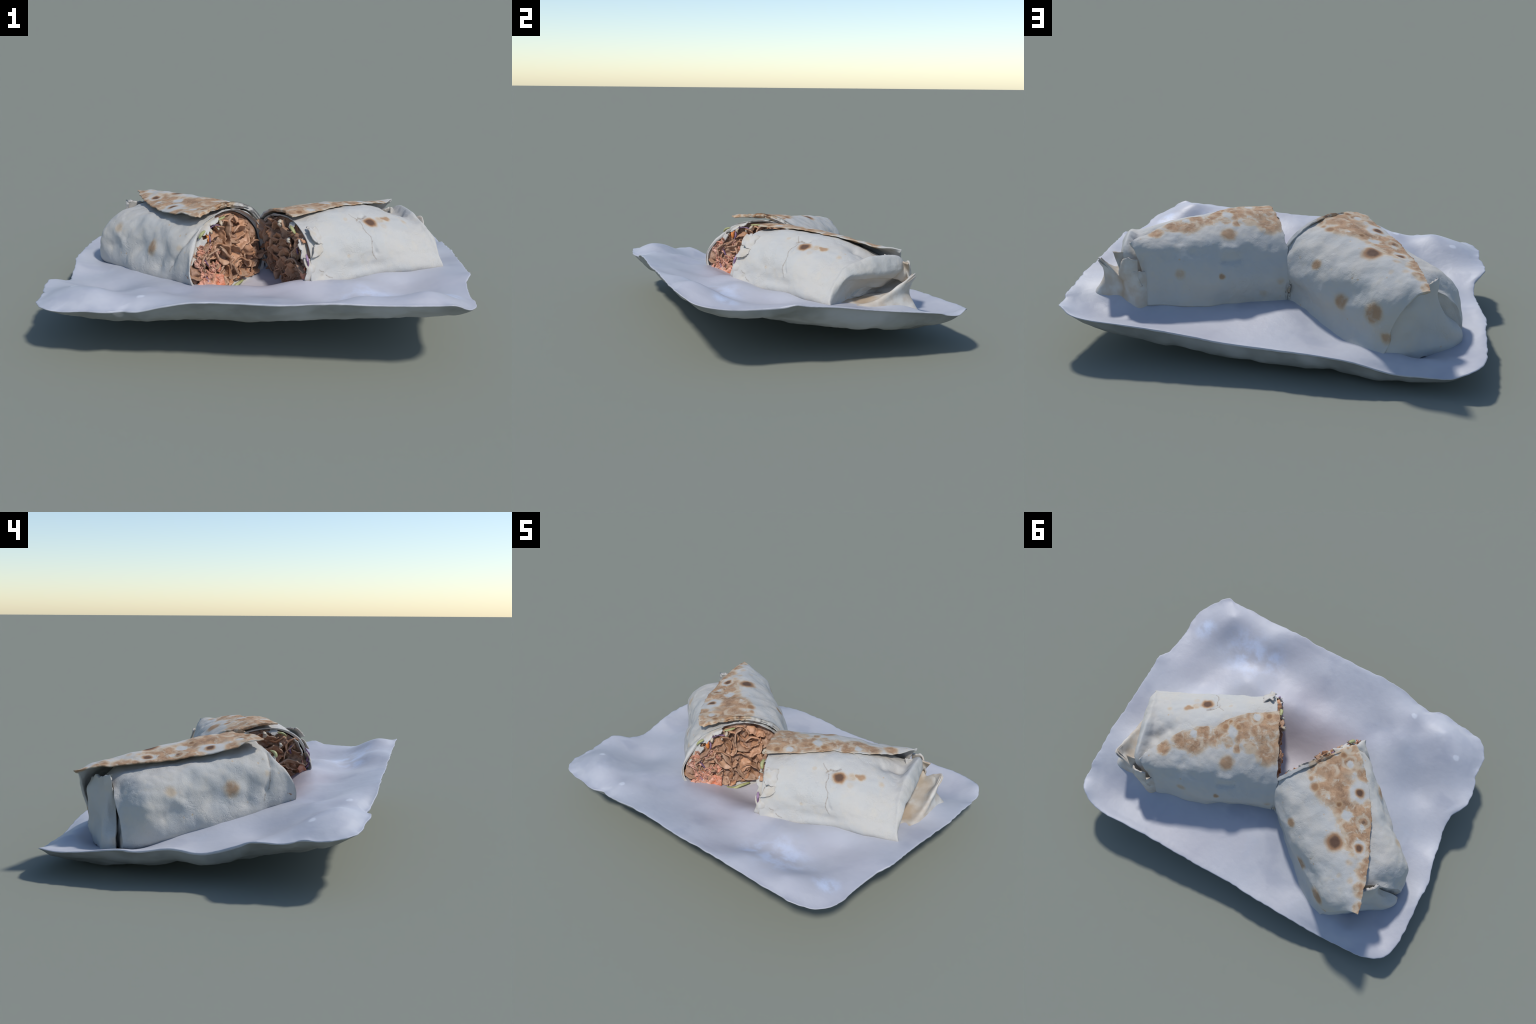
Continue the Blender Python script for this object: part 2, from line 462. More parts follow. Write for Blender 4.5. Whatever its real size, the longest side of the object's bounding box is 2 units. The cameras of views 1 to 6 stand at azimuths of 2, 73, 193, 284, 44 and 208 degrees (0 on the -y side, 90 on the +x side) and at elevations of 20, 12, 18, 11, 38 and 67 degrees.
def flake_mesh(name, seed, L, Wd, bend, thick, mat):
    r = random.Random(seed); nu, nv = 26, 13
    G = np.zeros((nu, nv, 3))
    for i in range(nu):
        for j in range(nv):
            u = i / (nu - 1) - .5; v = j / (nv - 1) - .5
            wid = Wd * (1 - (2 * u) ** 4 * .75) * (1 + .18 * noise.noise((u * 4, seed, 0)))
            ang = u * bend
            x = L * (math.sin(ang) / bend if abs(bend) > .05 else u)
            z = L * ((1 - math.cos(ang)) / bend if abs(bend) > .05 else 0)
            z += .012 * noise.noise((u * 4, v * 3, seed * 1.7)) + .3 * v * v * Wd * math.sin(seed)
            y = v * wid + .007 * noise.noise((u * 9, v * 2, seed + 5.0))
            G[i, j] = (x, y, z)
    ob = sheet(name, G, thick, mat)
    me = ob.data; bpy.data.objects.remove(ob)
    return me

def scatter_flakes(fr, ring, centre, cut, meshes, n, par, seed, out, name="meat_slice"):
    r = random.Random(seed)
    a3 = Vector((fr.a[0], fr.a[1], 0)); p3 = Vector((fr.p[0], fr.p[1], 0)); up = Vector((0, 0, 1))
    placed = []; tries = 0
    while len(placed) < n and tries < 6000:
        tries += 1
        i = r.randrange(len(ring)); q = math.sqrt(r.random()) * .84
        P = centre + (ring[i] - centre) * q
        if any(abs(P[1] - o[1]) ** 2 + abs(P[2] - o[2]) ** 2 < .045 ** 2 for o in placed): continue
        placed.append(P)
        W = Vector(fr.world(P)) + a3 * (-out * (1 - q * q) * .8 + r.uniform(-.010, .020))
        th = r.gauss(.6, .7)
        xdir = (p3 * math.cos(th) + up * math.sin(th)).normalized()
        tilt = r.uniform(.55, 1.45) * r.choice((1, 1, -1))
        side = xdir.cross(-a3).normalized()
        zdir = (-a3 * math.cos(tilt) + side * math.sin(tilt)).normalized()
        ydir = zdir.cross(xdir).normalized()
        M = Matrix((xdir, ydir, zdir)).transposed().to_4x4()
        M.translation = W
        s = r.uniform(.95, 1.45) * (1 - .35 * max(0, q - .55) / .3)
        ob = bpy.data.objects.new(name, r.choice(meshes))
        bpy.context.collection.objects.link(ob)
        parent(ob, par)
        ob.matrix_world = M @ Matrix.Diagonal((s, s, s, 1))
    return placed

def strand(name, fr, pts, radius, mat, par, flat=.6, n=24, k=8):
    """a shred of vegetable: tapered, slightly flattened tube through (s, w, h) points"""
    P = fr.world(spline(np.array(pts, float), n))
    V = []; prev = None
    for i in range(n):
        t = Vector(P[min(i + 1, n - 1)] - P[max(i - 1, 0)]).normalized()
        u = t.cross(Vector((0, 0, 1)) if abs(t.z) < .9 else Vector((1, 0, 0))).normalized(); v = t.cross(u)
        rr = radius * (1 - .55 * abs(2 * i / (n - 1) - 1) ** 3)
        for j in range(k):
            a = 2 * math.pi * j / k
            V.append(Vector(P[i]) + u * math.cos(a) * rr + v * math.sin(a) * rr * flat)
    F = grid_faces(n, k, True) + [tuple(range(k)), tuple(range((n - 1) * k, n * k))]
    ob = make(name, V, F, mat); parent(ob, par); return ob

def snap(ob, pts, step=.02):
    """lay a rough path onto the nearest points of a surface"""
    V = np.array([v.co for v in ob.data.vertices])
    P = spline(np.array(pts), max(3, int(len(pts) * 2)))
    return [tuple(V[np.argmin(((V - p) ** 2).sum(1))]) for p in P]

def leaf_sheet(name, fr, stations, thick, mat, par, rough=.006, scale=25, n=(50, 26), seed=1.0, tear=0.0):
    G = loft(stations, n[0], n[1], False); W = fr.world(G)
    N = grid_normals(W, False)
    W = W + N * (noise_field(W, scale, seed) * rough)[..., None]
    e = noise_field(W, 45, seed + 3) * .008
    W[..., 2] += e * (np.abs(np.linspace(-1, 1, n[1])) ** 8)
    if tear:
        C = W.mean((0, 1)); ku = np.abs(np.linspace(-1, 1, n[0]))[:, None]; kv = np.abs(np.linspace(-1, 1, n[1]))[None]
        k = np.maximum(ku, kv) ** 3
        W = W + (W - C) * (k * (noise_field(W, 22, seed + 6, 2) * tear))[..., None]
    ob = sheet(name, W, thick, mat); parent(ob, par); return ob

def wrap_root(name, fr, label):
    e = bpy.data.objects.new(name, None)
    bpy.context.collection.objects.link(e)
    e.empty_display_size = .1
    q = fr.world(np.array([.35, 0.05, -.04]))
    e.location = tuple(q)
    e["label"] = label; e["category"] = "wrap sandwich"
    bpy.context.view_layer.update()
    return e

A = lambda s, w, h: FA.world(np.array([s, w, h], float))
B = lambda s, w, h: FB.world(np.array([s, w, h], float))

LUMPS_A = [(5.5, .011, 1.0), (12, .0045, 2.0), (30, .0014, 3.0)]
LUMPS_B = [(6, .006, 6.0), (13, .004, 7.0), (32, .0014, 8.0)]

def build():
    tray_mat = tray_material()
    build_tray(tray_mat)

    meat_core = plain("meat_dark", (.27, .15, .092), (.37, .215, .14), 22, .5, .4, (.36, .22, .15), .8, .008)
    meat = plain("roast_meat", (.39, .235, .15), (.50, .335, .23), 16, .5, .4, (.44, .21, .105), .6, .006, True)
    meat_pink = plain("sauced_meat", (.50, .29, .22), (.58, .35, .27), 18, .45, .45, (.58, .24, .14), .6, .006, True)
    sauce = plain("orange_sauce", (.62, .20, .10), (.66, .33, .22), 30, .35, .5, (.52, .36, .28), .8, .006)
    carrot = plain("carrot_orange", (.75, .26, .06), (.68, .22, .06), 30, .45)
    cabbage = plain("purple_cabbage", (.10, .055, .11), (.28, .17, .27), 18, .4)
    lettuce = plain("lettuce_green", (.30, .31, .12), (.42, .41, .21), 25, .45)
    onion = plain("pale_onion", (.50, .46, .38), (.46, .36, .25), 25, .4)
    inner = plain("inner_tortilla", (.54, .52, .48), (.47, .41, .34), 12, .7, .2, (.40, .31, .22))
    torn = plain("torn_tortilla_edge", (.50, .48, .45), (.48, .43, .36), 20, .7, .2)

    # ---------------- half A -------------------------------------------------
    rootA = wrap_root("wrap_half", FA, "cut half of a toasted tortilla wrap showing shaved meat")
    P = lambda *q: list(q)
    ring0 = P((.285, -.055), (-.160, .345, .06), (.265, .19), (.17, .268), (.0, .296), (-.142, .244), (-.228, .13), (-.20, -.055), (.06, -.098))
    stA = [
        [(s + .004, w * .945 + .003, h * .945 + .006) for s, w, h in station(0, ring0, cutA, 1)],
        station(0, ring0, cutA, 1),
        station(-.02, P((.29, -.05), (-.10, .338, .06), (.268, .20), (.17, .268), (-.01, .296), (-.15, .24), (-.232, .12), (-.2, -.035), (.02, -.05)), cutA, .6),
        station(.14, P((.325, -.045), (.330, .09), (.275, .215), (.17, .272), (-.02, .296), (-.165, .23), (-.225, .12), (-.2, -.035), (.0, -.045)), cutA, .1),
        station(.31, P((.355, -.045), (.345, .11), (.275, .232), (.16, .272), (-.02, .294), (-.155, .225), (-.19, .12), (-.16, -.035), (.03, -.045))),
        station(.48, P((.355, -.04), (.360, .14), (.285, .238), (.145, .272), (0, .29), (-.11, .23), (-.16, .13), (-.10, -.035), (.08, -.045))),
        station(.60, P((.35, -.04), (.375, .14), (.285, .225), (.13, .262), (0, .285), (-.09, .22), (-.13, .13), (-.07, -.035), (.12, -.045))),
        station(.655, P((.345, -.04), (.350, .125), (.665, .275, .195), (.14, .245), (.01, .265), (-.07, .205), (-.10, .11), (-.06, -.03), (.13, -.04))),
        station(.685, P((.705, .318, -.035), (.712, .312, .085), (.712, .248, .165), (.685, .14, .225), (.685, .02, .245), (.685, -.05, .19), (.685, -.075, .10), (.685, -.05, -.025), (.70, .13, -.035))),
    ]
    spA_tan = [(A(.179, .33, .124), .040, .9), (A(.487, .349, .187), .030, .55), (A(.44, .36, .18), .02, .5),
               (A(-.02, .30, .15), .02, .4), (A(.72, .30, .0), .03, .4)]
    bodyA = body("tortilla_wall", FA, stA, None, LUMPS_A,
                 dents=[([(-.06, .24, .24), (-.05, .30, .17), (-.01, .335, .10), (.02, .30, .0)], .012, .010),
                        ([(.68, .19, .23), (.67, .25, .16), (.69, .31, .08), (.69, .31, -.03)], .024, .012),
                        ([(.30, .36, .12), (.38, .37, .06), (.40, .33, -.02)], .03, .012),
                        ([(.08, .34, .14), (.10, .34, .05)], .03, .014),
                        ([(.36, .30, .235), (.42, .36, .15), (.52, .39, .08)], .025, .010),
                        ([(.22, .33, .17), (.29, .35, .10), (.33, .33, .02)], .025, .009),
                        ([(.44, .36, .12), (.50, .37, .17)], .022, -.008),
                        ([(.16, .33, .13), (.20, .34, .11)], .04, -.009)])
    parent(bodyA, rootA)
    crackA = snap(bodyA, [A(-.06, .24, .235), A(-.05, .29, .17), A(-.015, .34, .10), A(.01, .33, .03)])
    matA = tortilla("tortilla_pale", tan=spA_tan, cracks=[(crackA, .005)])
    bodyA.data.materials.append(matA)

    # outer layer: back wall, top and the free flap edge in one sheet
    def sA(s, base, mid, sh, top, tf, edge, shear=0):
        low = (mid[0] * .75 + base[0] * .25 + .016, .035)
        return station(s, P(base, low, mid, sh, top, tf, edge), cutA, shear)
    shA = [
        sA(0, (-.25, -.045), (-.25, .13), (-.16, .265), (0, .318), (.12, .315), (.212, .300), 1),
        sA(-.01, (-.255, -.045), (-.256, .13), (-.165, .265), (-.005, .322), (.13, .322), (.235, .308), .55),
        sA(.10, (-.268, -.045), (-.256, .13), (-.182, .255), (-.02, .326), (.14, .318), (.247, .305), .1),
        sA(.22, (-.252, -.045), (-.240, .13), (-.180, .252), (-.02, .325), (.14, .314), (.239, .297)),
        sA(.34, (-.243, -.045), (-.218, .13), (-.172, .246), (-.02, .320), (.13, .312), (.222, .294)),
        sA(.46, (-.230, -.045), (-.190, .13), (-.145, .245), (-.01, .318), (.11, .312), (.186, .298)),
        sA(.56, (-.212, -.045), (-.170, .14), (-.125, .25), (.0, .315), (.10, .31), (.154, .300)),
        sA(.65, (-.198, -.045), (-.155, .15), (-.115, .25), (-.01, .31), (.07, .31), (.119, .304)),
        station(0, P((.705, -.192, -.045), (.695, -.128, .03), (.70, -.138, .12), (.72, -.105, .23), (.73, -.02, .30), (.735, .04, .308), (.735, .077, .308))),
        station(0, P((.735, -.175, -.045), (.733, -.108, .03), (.745, -.108, .10), (.772, -.070, .20), (.80, -.02, .275), (.82, .010, .298), (.832, .027, .304))),
    ]
    ray = lambda x, y: None
    brownA = [(.02, .10, .31, .085), (.05, .03, .32, .055), (-.02, .185, .305, .05), (.12, .06, .32, .06), (.06, .20, .305, .035),
              (.19, .08, .315, .075), (.16, .00, .32, .04), (.30, .17, .305, .06), (.36, .20, .30, .05), (.28, .09, .315, .05),
              (.38, .11, .31, .06), (.47, .13, .305, .065), (.50, .17, .30, .035), (.12, .235, .30, .03), (.57, .14, .305, .022),
              (.63, .115, .305, .035), (.72, .075, .308, .032), (.80, .035, .30, .022), (.42, .19, .298, .03)]
    brownA = [(A(a, b, c), r) for a, b, c, r in brownA]
    paleA = [(A(.222, .188, .307), .058), (A(.32, .085, .31), .030), (A(.06, .17, .31), .024), (A(.506, .115, .31), .040), (A(.40, .165, .30), .018)]
    darkA = [((-.458, .042, .515), .026), ((-.462, .343, .495), .044), ((-.587, .307, .483), .024), (A(.26, .06, .315), .018, .8),
             (A(.0, .15, .31), .02, .8), ((-.23, .134, .545), .024, .75), (A(.09, -.05, .325), .018, .6)]
    tanA = [((-.198, .343, .427), .028), ((-.34, .474, .301), .040, .9), ((-.499, .599, .306), .050), (A(.72, -.11, .06), .03, .8),
            (A(.57, .04, .31), .02, .7), (A(.66, .03, .31), .02, .5), (A(.62, -.02, .31), .015, .4)]
    matAf = tortilla("toasted_tortilla", brownA, paleA, darkA, tanA)
    sheetA = outer_sheet("tortilla_flap", FA, shA, matAf, LUMPS_A,
                         dents=[([(.50, -.19, .16), (.62, -.17, .20)], .05, .012)])
    parent(sheetA, rootA)

    # folded end panel with its raised horn
    leaf_sheet("end_fold", FA, [
        [(.735, -.145, -.062), (.725, -.108, .02), (.735, -.098, .10), (.745, -.070, .17), (.735, -.03, .235)],
        [(.742, -.03, -.062), (.745, -.03, .03), (.755, -.02, .11), (.752, .0, .19), (.735, .03, .255)],
        [(.748, .06, -.062), (.742, .06, .03), (.742, .065, .11), (.738, .08, .20), (.720, .10, .262)],
        [(.758, .15, -.062), (.745, .15, .03), (.732, .14, .12), (.728, .145, .21), (.710, .168, .278)],
        [(.770, .225, -.062), (.765, .225, .03), (.740, .19, .11), (.722, .168, .19), (.706, .178, .262)],
        [(.762, .285, -.062), (.758, .285, .015), (.735, .245, .07), (.712, .190, .14), (.700, .182, .225)],
        [(.738, .312, -.062), (.735, .308, .01), (.715, .268, .06), (.694, .205, .12), (.685, .178, .19)]],
        .016, matA, rootA, .010, 9, (90, 60), 2.0)

    fa, RA, cA = filling("filling", FA, [(s + .004, w * .955, h * .955 + .004) for s, w, h in station(0, ring0, cutA, 1)], meat_core, 11.0, .0)
    parent(fa, rootA)

    # ---------------- half B -------------------------------------------------
    rootB = wrap_root("wrap_half", FB, "cut half of a toasted tortilla wrap with crumpled open end")
    ringB = P((.275, -.05), (-.015, .312, .015), (.258, .165), (.14, .252), (-.02, .272), (-.195, .226), (-.308, .1), (-.30, -.04), (0, -.11))
    stB = [
        [(s + .004, w * .945, h * .945 + .005) for s, w, h in station(0, ringB, cutB, 1)],
        station(0, ringB, cutB, 1),
        station(.05, P((.290, -.045), (.300, .035), (.258, .172), (.14, .252), (-.02, .265), (-.185, .222), (-.285, .1), (-.28, -.03), (0, -.05)), cutB, .4),
        station(.17, P((.293, -.045), (.297, .055), (.257, .18), (.120, .279), (-.03, .276), (-.18, .225), (-.27, .1), (-.265, -.03), (0, -.045))),
        station(.34, P((.298, -.045), (.312, .075), (.258, .182), (.085, .275), (-.05, .272), (-.17, .22), (-.255, .1), (-.25, -.03), (0, -.045))),
        station(.47, P((.332, -.035), (.335, .075), (.26, .175), (.09, .255), (-.05, .262), (-.16, .215), (-.23, .1), (-.24, -.03), (.03, -.045))),
        station(.60, P((.365, -.035), (.352, .07), (.258, .16), (.12, .212), (-.03, .225), (-.14, .19), (-.185, .1), (-.2, -.03), (.06, -.045))),
        station(.66, P((.665, .375, -.035), (.665, .353, .065), (.660, .25, .155), (.670, .14, .187), (.690, .02, .180), (.70, -.11, .175), (.68, -.155, .1), (.675, -.17, -.03), (.66, .08, -.045))),
        station(.70, P((.700, .380, -.035), (.690, .362, .055), (.692, .272, .150), (.714, .148, .198), (.752, .0, .220), (.772, -.10, .200), (.715, -.15, .1), (.70, -.165, -.03), (.70, .08, -.045))),
        station(.70, P((.706, .379, -.035), (.697, .350, .035), (.722, .285, .118), (.752, .150, .140), (.785, -.015, .150), (.785, -.105, .155), (.72, -.15, .08), (.70, -.165, -.03), (.70, .08, -.045))),
        station(.70, P((.704, .372, -.035), (.688, .335, .018), (.705, .272, .092), (.738, .145, .108), (.765, -.02, .110), (.760, -.10, .12), (.715, -.14, .07), (.70, -.155, -.03), (.70, .08, -.043))),
        station(.69, P((.694, .345, -.03), (.682, .31, .012), (.692, .245, .082), (.720, .13, .098), (.748, -.02, .100), (.745, -.09, .11), (.70, -.12, .06), (.685, -.13, -.025), (.69, .08, -.035))),
        station(.67, P((.680, .28, -.02), (.670, .24, .02), (.680, .18, .062), (.700, .09, .078), (.730, -.01, .078), (.725, -.07, .08), (.69, -.09, .05), (.675, -.1, -.015), (.69, .08, -.01))),
        station(.66, P((.668, .18, .005), (.665, .16, .02), (.672, .12, .04), (.69, .07, .05), (.715, .01, .05), (.710, -.03, .05), (.68, -.04, .03), (.67, -.04, .01), (.68, .08, .01))),
    ]
    bodyB = body("tortilla_wall", FB, stB, None, LUMPS_B,
                 dents=[([(.30, .14, .25), (.33, .21, .21), (.33, .29, .14), (.35, .31, .09)], .008, .006),
                        ([(.32, .18, .235), (.37, .15, .245)], .010, .007),
                        ([(.20, .315, .03), (.33, .315, .03), (.40, .32, .03)], .025, .008),
                        ([(.45, .27, .17), (.52, .30, .12)], .03, .007), ([(.12, .28, .17), (.18, .31, .10)], .03, .006),
                        ([(.58, .33, .10), (.50, .33, .06)], .02, .006), ([(.05, .31, .02), (.09, .31, .05)], .010, .008),
                        ([(.60, .06, .215), (.64, .04, .20), (.67, .03, .185)], .035, .022)], cap='hollow', n_len=300)
    parent(bodyB, rootB)
    crack1 = snap(bodyB, [B(.29, .13, .25), B(.33, .19, .22), B(.315, .235, .19), B(.335, .28, .15), B(.325, .31, .10), B(.345, .32, .06)])
    crack2 = snap(bodyB, [B(.31, .175, .235), B(.34, .165, .24), B(.385, .15, .24)])
    crack3 = snap(bodyB, [B(.03, .32, .05), B(.06, .32, .03), B(.10, .32, .0)])
    spB_dark = [((.529, -.022, .508), .032)]
    spB_tan = [((.612, .052, .507), .024), ((.592, .045, .512), .015), ((.575, .02, .515), .024, .6), ((.70, .10, .47), .02, .6), ((.71, .06, .44), .02, .4),
               (B(.02, .30, .13), .03, .6), (B(.25, .17, .25), .012, .4), (B(.44, .23, .20), .018, .35), (B(.20, .30, .09), .012, .4)]
    matB = tortilla("tortilla_pale_split", dark=spB_dark, tan=spB_tan, cracks=[(crack1, .0045), (crack2, .008), (crack3, .004)])
    bodyB.data.materials.append(matB)

    def sB(s, base, mid, sh, top, tf, edge, shear=0):
        return station(s, P(base, mid, sh, top, tf, edge), cutB, shear)
    shB = [
        sB(0, (-.32, -.04), (-.335, .09), (-.225, .243), (-.04, .297), (.06, .299), (.117, .287), 1),
        sB(.06, (-.318, -.04), (-.332, .09), (-.220, .245), (-.045, .299), (.05, .301), (.112, .293), .3),
        sB(.184, (-.292, -.04), (-.310, .10), (-.205, .248), (-.055, .300), (.035, .305), (.097, .297)),
        sB(.289, (-.280, -.04), (-.295, .10), (-.205, .245), (-.07, .296), (.005, .303), (.058, .300)),
        sB(.35, (-.270, -.04), (-.290, .10), (-.195, .245), (-.075, .285), (-.01, .293), (.034, .292)),
        sB(.43, (-.272, -.04), (-.275, .10), (-.190, .24), (-.08, .28), (-.01, .287), (.037, .285)),
        sB(.53, (-.252, -.04), (-.238, .11), (-.185, .225), (-.09, .265), (-.03, .275), (.015, .273)),
        sB(.62, (-.215, -.04), (-.205, .11), (-.180, .215), (-.11, .25), (-.06, .258), (-.022, .258)),
        station(0, P((.69, -.20, -.04), (.685, -.195, .11), (.685, -.168, .205), (.69, -.13, .24), (.70, -.10, .25), (.705, -.075, .252))),
        station(0, P((.705, -.185, -.045), (.712, -.178, .09), (.728, -.158, .175), (.742, -.14, .22), (.75, -.128, .238), (.755, -.121, .247))),
    ]
    brownB = [(.03, .05, .295, .06), (.06, -.02, .295, .06), (.02, -.06, .29, .06), (.10, .00, .295, .04), (.13, .07, .298, .035),
              (.20, .03, .298, .045), (.19, -.03, .295, .03), (.28, .03, .298, .04), (.27, -.06, .29, .025), (.33, -.03, .29, .04), (.41, -.02, .285, .045),
              (.46, -.05, .28, .05), (.52, -.03, .275, .04), (.40, .02, .287, .03), (.62, -.06, .257, .03), (.15, -.08, .285, .03), (.21, -.09, .285, .02), (.06, -.12, .28, .05)]
    brownB = [(B(a, b, c), r) for a, b, c, r in brownB]
    paleB = [(B(.24, .0, .298), .026), (B(.10, .08, .295), .022), (B(.45, .0, .285), .020)]
    darkB = [(B(.04, .08, .295), .018, .8), (B(.21, .02, .298), .016, .7), (B(.28, .025, .30), .018, .7), (B(.25, .05, .30), .012, .7)]
    tanB = [((.254, .237, .513), .040), ((.25, .374, .338), .018), ((.44, .433, .357), .026, .6), ((-.019, .286, .3), .024, .7), (B(.02, -.33, .03), .02, .6), (B(.15, -.30, .02), .02, .4)]
    matBf = tortilla("toasted_tortilla_torn", brownB, paleB, darkB, tanB)
    sheetB = outer_sheet("tortilla_flap", FB, shB, matBf, LUMPS_B,
                         dents=[([(.31, -.22, .22), (.27, -.23, .215)], .022, -.012), ([(.33, -.26, .18), (.25, -.26, .18)], .016, .010),
                                ([(.48, -.2, .2), (.52, -.15, .24)], .03, .01), ([(.60, -.2, .2), (.62, -.15, .22)], .03, .008)])
    parent(sheetB, rootB)

    # crumpled outer layer gaping open at the far end
    leaf_sheet("end_collar", FB, [
        [(.690, .355, -.055), (.700, .360, -.040), (.705, .350, -.030), (.680, .325, -.028), (.62, .29, .005)],
        [(.765, .290, -.055), (.760, .280, -.040), (.750, .260, -.022), (.715, .24, -.020), (.62, .23, .005)],
        [(.815, .210, -.055), (.808, .195, -.025), (.795, .175, .002), (.745, .165, -.010), (.62, .16, .005)],
        [(.860, .135, -.055), (.842, .120, .000), (.835, .110, .042), (.775, .105, .010), (.62, .10, .005)],
        [(.905, .060, -.055), (.868, .050, .025), (.868, .045, .092), (.800, .045, .030), (.62, .04, .005)],
        [(.945, -.015, -.055), (.872, -.022, .045), (.898, -.026, .146), (.825, -.005, .050), (.62, .0, .005)],
        [(.880, -.070, -.055), (.845, -.070, .040), (.858, -.066, .122), (.805, -.035, .050), (.60, -.03, 0)],
        [(.815, -.105, -.055), (.808, -.108, .030), (.818, -.100, .082), (.770, -.070, .050), (.60, -.05, .02)],
        [(.775, -.155, -.055), (.785, -.160, .040), (.787, -.150, .118), (.745, -.110, .060), (.60, -.06, .03)],
        [(.735, -.198, -.055), (.738, -.199, .040), (.744, -.190, .134), (.710, -.14, .080), (.60, -.08, .04)],
        [(.680, -.185, -.055), (.680, -.185, .040), (.690, -.178, .120), (.670, -.13, .080), (.58, -.08, .04)]],
        .014, inner, rootB, .005, 10, (110, 70), 5.0)
    # small tabs tucked under the flap tip
    leaf_sheet("end_tab", FB, [
        [(.70, -.05, .10), (.71, -.05, .16), (.70, -.05, .215)],
        [(.76, -.09, .09), (.785, -.09, .15), (.765, -.085, .19)],
        [(.79, -.13, .07), (.815, -.115, .13), (.831, -.066, .184)]], .009, inner, rootB, .006, 16, (30, 24), 7.0)
    leaf_sheet("end_tab", FB, [
        [(.72, -.20, .06), (.735, -.19, .12), (.73, -.165, .18)],
        [(.76, -.165, .05), (.79, -.16, .12), (.784, -.147, .182)],
        [(.79, -.12, .05), (.81, -.11, .10), (.80, -.10, .14)]], .009, inner, rootB, .006, 16, (30, 24), 8.0)

    fb, RB, cB = filling("filling", FB, [(s + .004, w * .955, h * .955 + .003) for s, w, h in station(0, ringB, cutB, 1)], meat_core, 21.0, .004)
    parent(fb, rootB)

    # torn layers standing off the front of the cut
    for st, nm in (
        ([[(.05, .20, .225), (.022, .215, .235), (.0, .20, .245)], [(.05, .235, .20), (.018, .245, .215), (-.005, .235, .235)], [(.05, .265, .165), (.02, .275, .175), (.005, .285, .188)]], 0),
        ([[(.05, .255, .175), (.02, .272, .165), (-.01, .280, .165)], [(.05, .285, .13), (.015, .298, .12), (-.015, .30, .125)]], 1),
        ([[(.01, .18, .19), (-.02, .20, .195), (-.045, .20, .20)], [(.01, .225, .14), (-.025, .24, .14), (-.05, .235, .145)], [(.02, .26, .09), (-.02, .275, .085), (-.04, .265, .085)]], 2),
        ([[(.02, .265, .10), (-.02, .285, .10), (-.045, .28, .105)], [(.02, .29, .05), (-.025, .308, .05), (-.055, .305, .05)], [(.02, .285, .0), (-.025, .305, -.005), (-.05, .295, -.01)]], 3),
        ([[(.0, .10, .255), (-.015, .12, .25), (-.03, .14, .235)], [(.0, .06, .25), (-.02, .075, .24), (-.035, .09, .225)]], 4)):
        st = [[(q[0] + .014, q[1] - .008, q[2]) for q in row] for row in st]
        leaf_sheet("torn_tortilla", FB, st, .006, torn, rootB, .006, 16, (44, 36), 9.0 + nm, .75)
    for st, nm in (
        ([[(-.02, .10, .285), (-.055, .12, .275), (-.07, .12, .262)], [(.0, .17, .262), (-.06, .18, .25), (-.08, .17, .24)], [(.0, .225, .215), (-.08, .225, .21), (-.105, .205, .205)]], 0),
        ([[(.0, .235, .205), (-.09, .24, .205), (-.115, .215, .195)], [(-.02, .285, .14), (-.10, .28, .14), (-.115, .25, .13)], [(-.02, .318, .09), (-.12, .318, .09), (-.135, .295, .085)]], 1)):
        leaf_sheet("torn_tortilla", FA, st, .007, torn, rootA, .006, 16, (44, 36), 3.0 + nm, .6)

    # meat
    variants = [flake_mesh("meat_slice", 1.3 + i * 2.1, .095 + .014 * (i % 4), .052 + .010 * (i % 3),
                           (1.6, 2.6, -1.9, 1.0, 3.3, 2.1)[i % 6], .006, meat) for i in range(9)]
    pinks = [flake_mesh("meat_slice", 31.3 + i * 2.7, .06, .034, (1.2, 2.0, .5)[i], .0065, meat_pink) for i in range(3)]
    scatter_flakes(FA, RA, cA, cutA, variants, 58, rootA, 5, .0)
    scatter_flakes(FB, RB, cB, cutB, variants, 58, rootB, 9, .004)
    # sauced, paler slices low at the front of the sunny cut
    r = random.Random(77)
    a3 = Vector((FA.a[0], FA.a[1], 0)); p3 = Vector((FA.p[0], FA.p[1], 0))
    for i in range(38):
        w = r.uniform(.13, .29); h = r.uniform(-.06, .15)
        ob = bpy.data.objects.new("meat_slice", r.choice(pinks)); bpy.context.collection.objects.link(ob)
        parent(ob, rootA)
        x = (p3 * math.cos(1 + r.gauss(0, .6)) + Vector((0, 0, 1)) * math.sin(1 + r.gauss(0, .6))).normalized()
        z = (-a3 + p3 * r.uniform(-.9, .9) + Vector((0, 0, r.uniform(-.6, .9)))); z = (z - x * z.dot(x)).normalized()
        M = Matrix((x, z.cross(x), z)).transposed().to_4x4()
        M.translation = Vector(A(cutA(w, h) - .016 + r.uniform(-.01, .01), w, h))
        ob.matrix_world = M @ Matrix.Diagonal((.75, .75, .75, 1))

    # sauce smeared at the bottom of each cut
    def on_cut(fr, cut, w, h, o): return (cut(w, h) - o, w, h)
    def smear(fr, cut, pts, mat, par, name, o=.02, seed=1.0):
        leaf_sheet(name, fr, [[on_cut(fr, cut, w, h, o) for w, h in row] for row in pts], .012, mat, par, .016, 26, (40, 30), seed)
    smear(FA, cutA, [[(.27, -.01), (.25, .02), (.235, .05)], [(.22, -.045), (.21, -.01), (.20, .025)], [(.13, -.05), (.125, -.025), (.12, 0.0)]], sauce, rootA, "sauce", .022, 4.0)
    smear(FB, cutB, [[(.285, .0), (.27, .03), (.255, .06)], [(.25, -.03), (.24, .0), (.23, .02)]], sauce, rootB, "sauce", .02, 5.0)

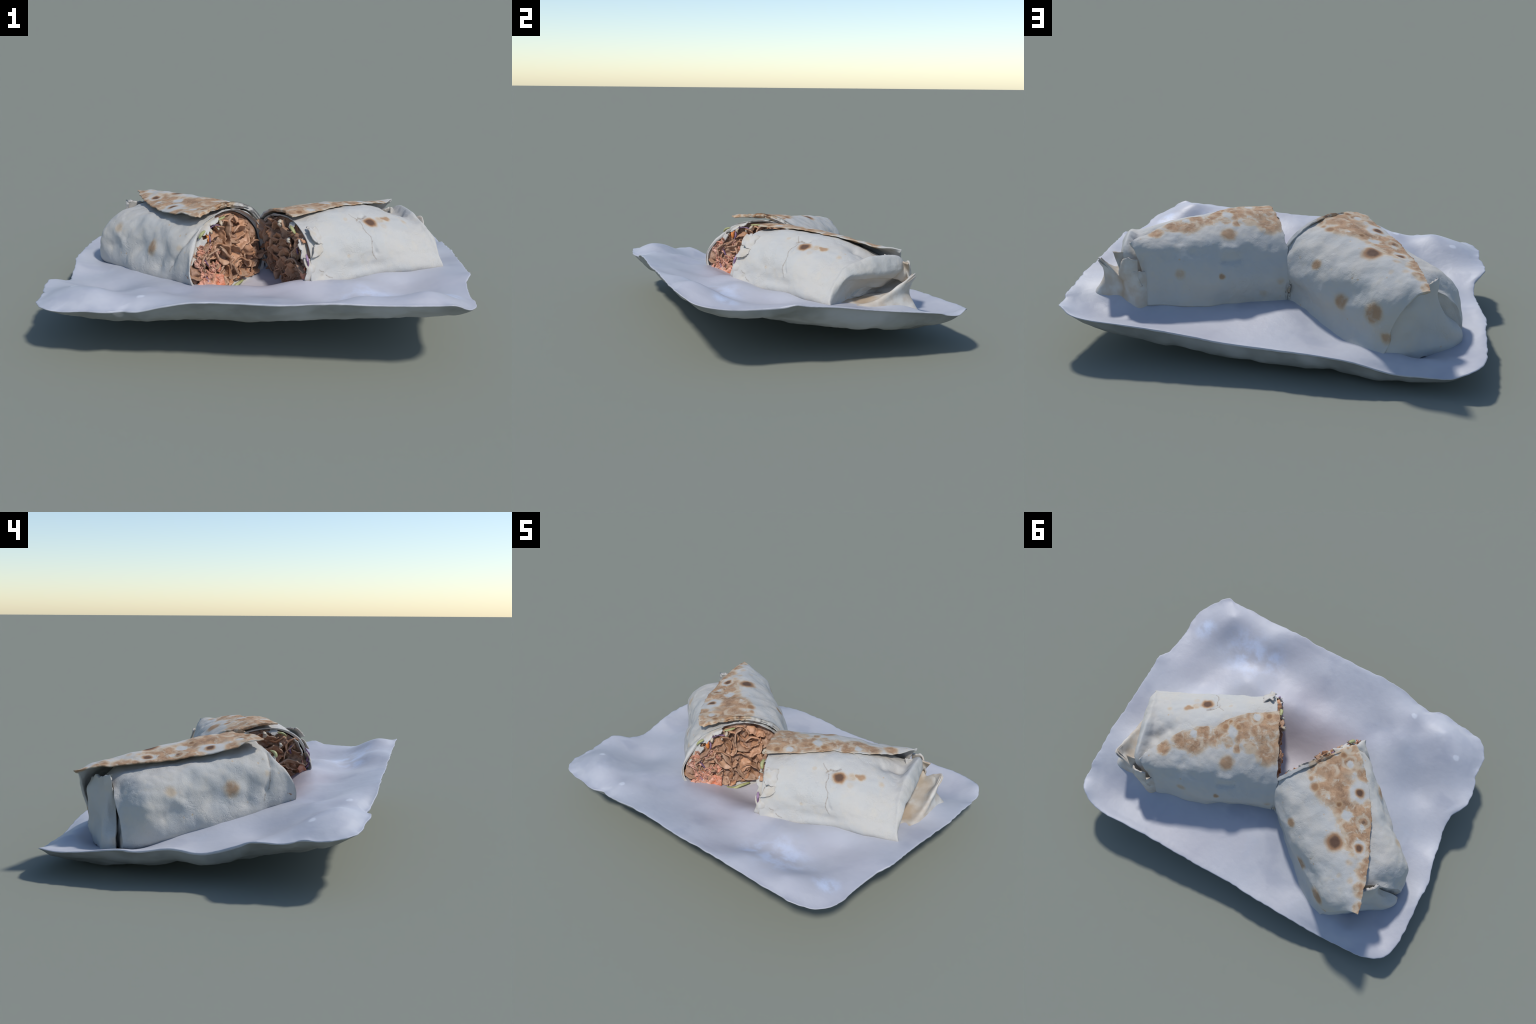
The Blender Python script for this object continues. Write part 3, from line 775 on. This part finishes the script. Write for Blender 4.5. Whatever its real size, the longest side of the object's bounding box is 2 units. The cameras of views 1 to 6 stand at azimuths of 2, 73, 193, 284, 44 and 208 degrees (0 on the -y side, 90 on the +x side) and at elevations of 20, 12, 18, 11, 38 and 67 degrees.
    # vegetables
    strand("carrot_stick", FA, [on_cut(FA, cutA, .19, .235, .012), on_cut(FA, cutA, .193, .205, .024), on_cut(FA, cutA, .19, .175, .018)], .011, carrot, rootA)
    for pts in ([(.17, .235), (.13, .245), (.09, .235)], [(.185, .22), (.175, .195), (.18, .17)], [(.24, .11), (.225, .085), (.21, .06)], [(.25, .03), (.235, .01), (.23, -.01)]):
        strand("cabbage_shred", FA, [on_cut(FA, cutA, w, h, .020) for w, h in pts], .006, cabbage, rootA)
    for pts in ([(.27, .13), (.29, .09), (.28, .05)], [(.29, .07), (.295, .04), (.275, .01)], [(.10, .01), (.08, -.01), (.05, -.015)], [(.20, .16), (.18, .14), (.19, .11)]):
        strand("cabbage_shred", FB, [on_cut(FB, cutB, w, h, .022) for w, h in pts], .008, cabbage, rootB)
    strand("lettuce_shred", FA, [on_cut(FA, cutA, .13, -.078, .012), on_cut(FA, cutA, .10, -.070, .022), on_cut(FA, cutA, .06, -.082, .016), on_cut(FA, cutA, .02, -.070, .020), on_cut(FA, cutA, -.03, -.066, .010)], .010, lettuce, rootA, .8)
    strand("lettuce_shred", FA, [on_cut(FA, cutA, .21, .235, .03), on_cut(FA, cutA, .235, .225, .03), on_cut(FA, cutA, .25, .205, .02)], .010, lettuce, rootA, .6)
    strand("lettuce_shred", FA, [on_cut(FA, cutA, .10, .262, .01), on_cut(FA, cutA, .07, .265, .015), on_cut(FA, cutA, .04, .268, .01)], .009, lettuce, rootA, .6)
    strand("lettuce_shred", FB, [on_cut(FB, cutB, .11, .24, .02), on_cut(FB, cutB, .14, .23, .025), on_cut(FB, cutB, .16, .21, .02)], .010, lettuce, rootB, .6)
    for w, h, q in ((.165, .222, .013), (.11, .225, .009), (.085, .245, .014)):
        strand("onion_piece", FA, [on_cut(FA, cutA, w, h - q, .022), on_cut(FA, cutA, w + .003, h, .03), on_cut(FA, cutA, w, h + q, .02)], q * .7, onion, rootA)
    for w, h, q in ((.03, .24, .018), (.12, .17, .014)):
        strand("onion_piece", FB, [on_cut(FB, cutB, w, h - q, .03), on_cut(FB, cutB, w + .004, h, .042), on_cut(FB, cutB, w, h + q, .03)], q * .7, onion, rootB)

build()
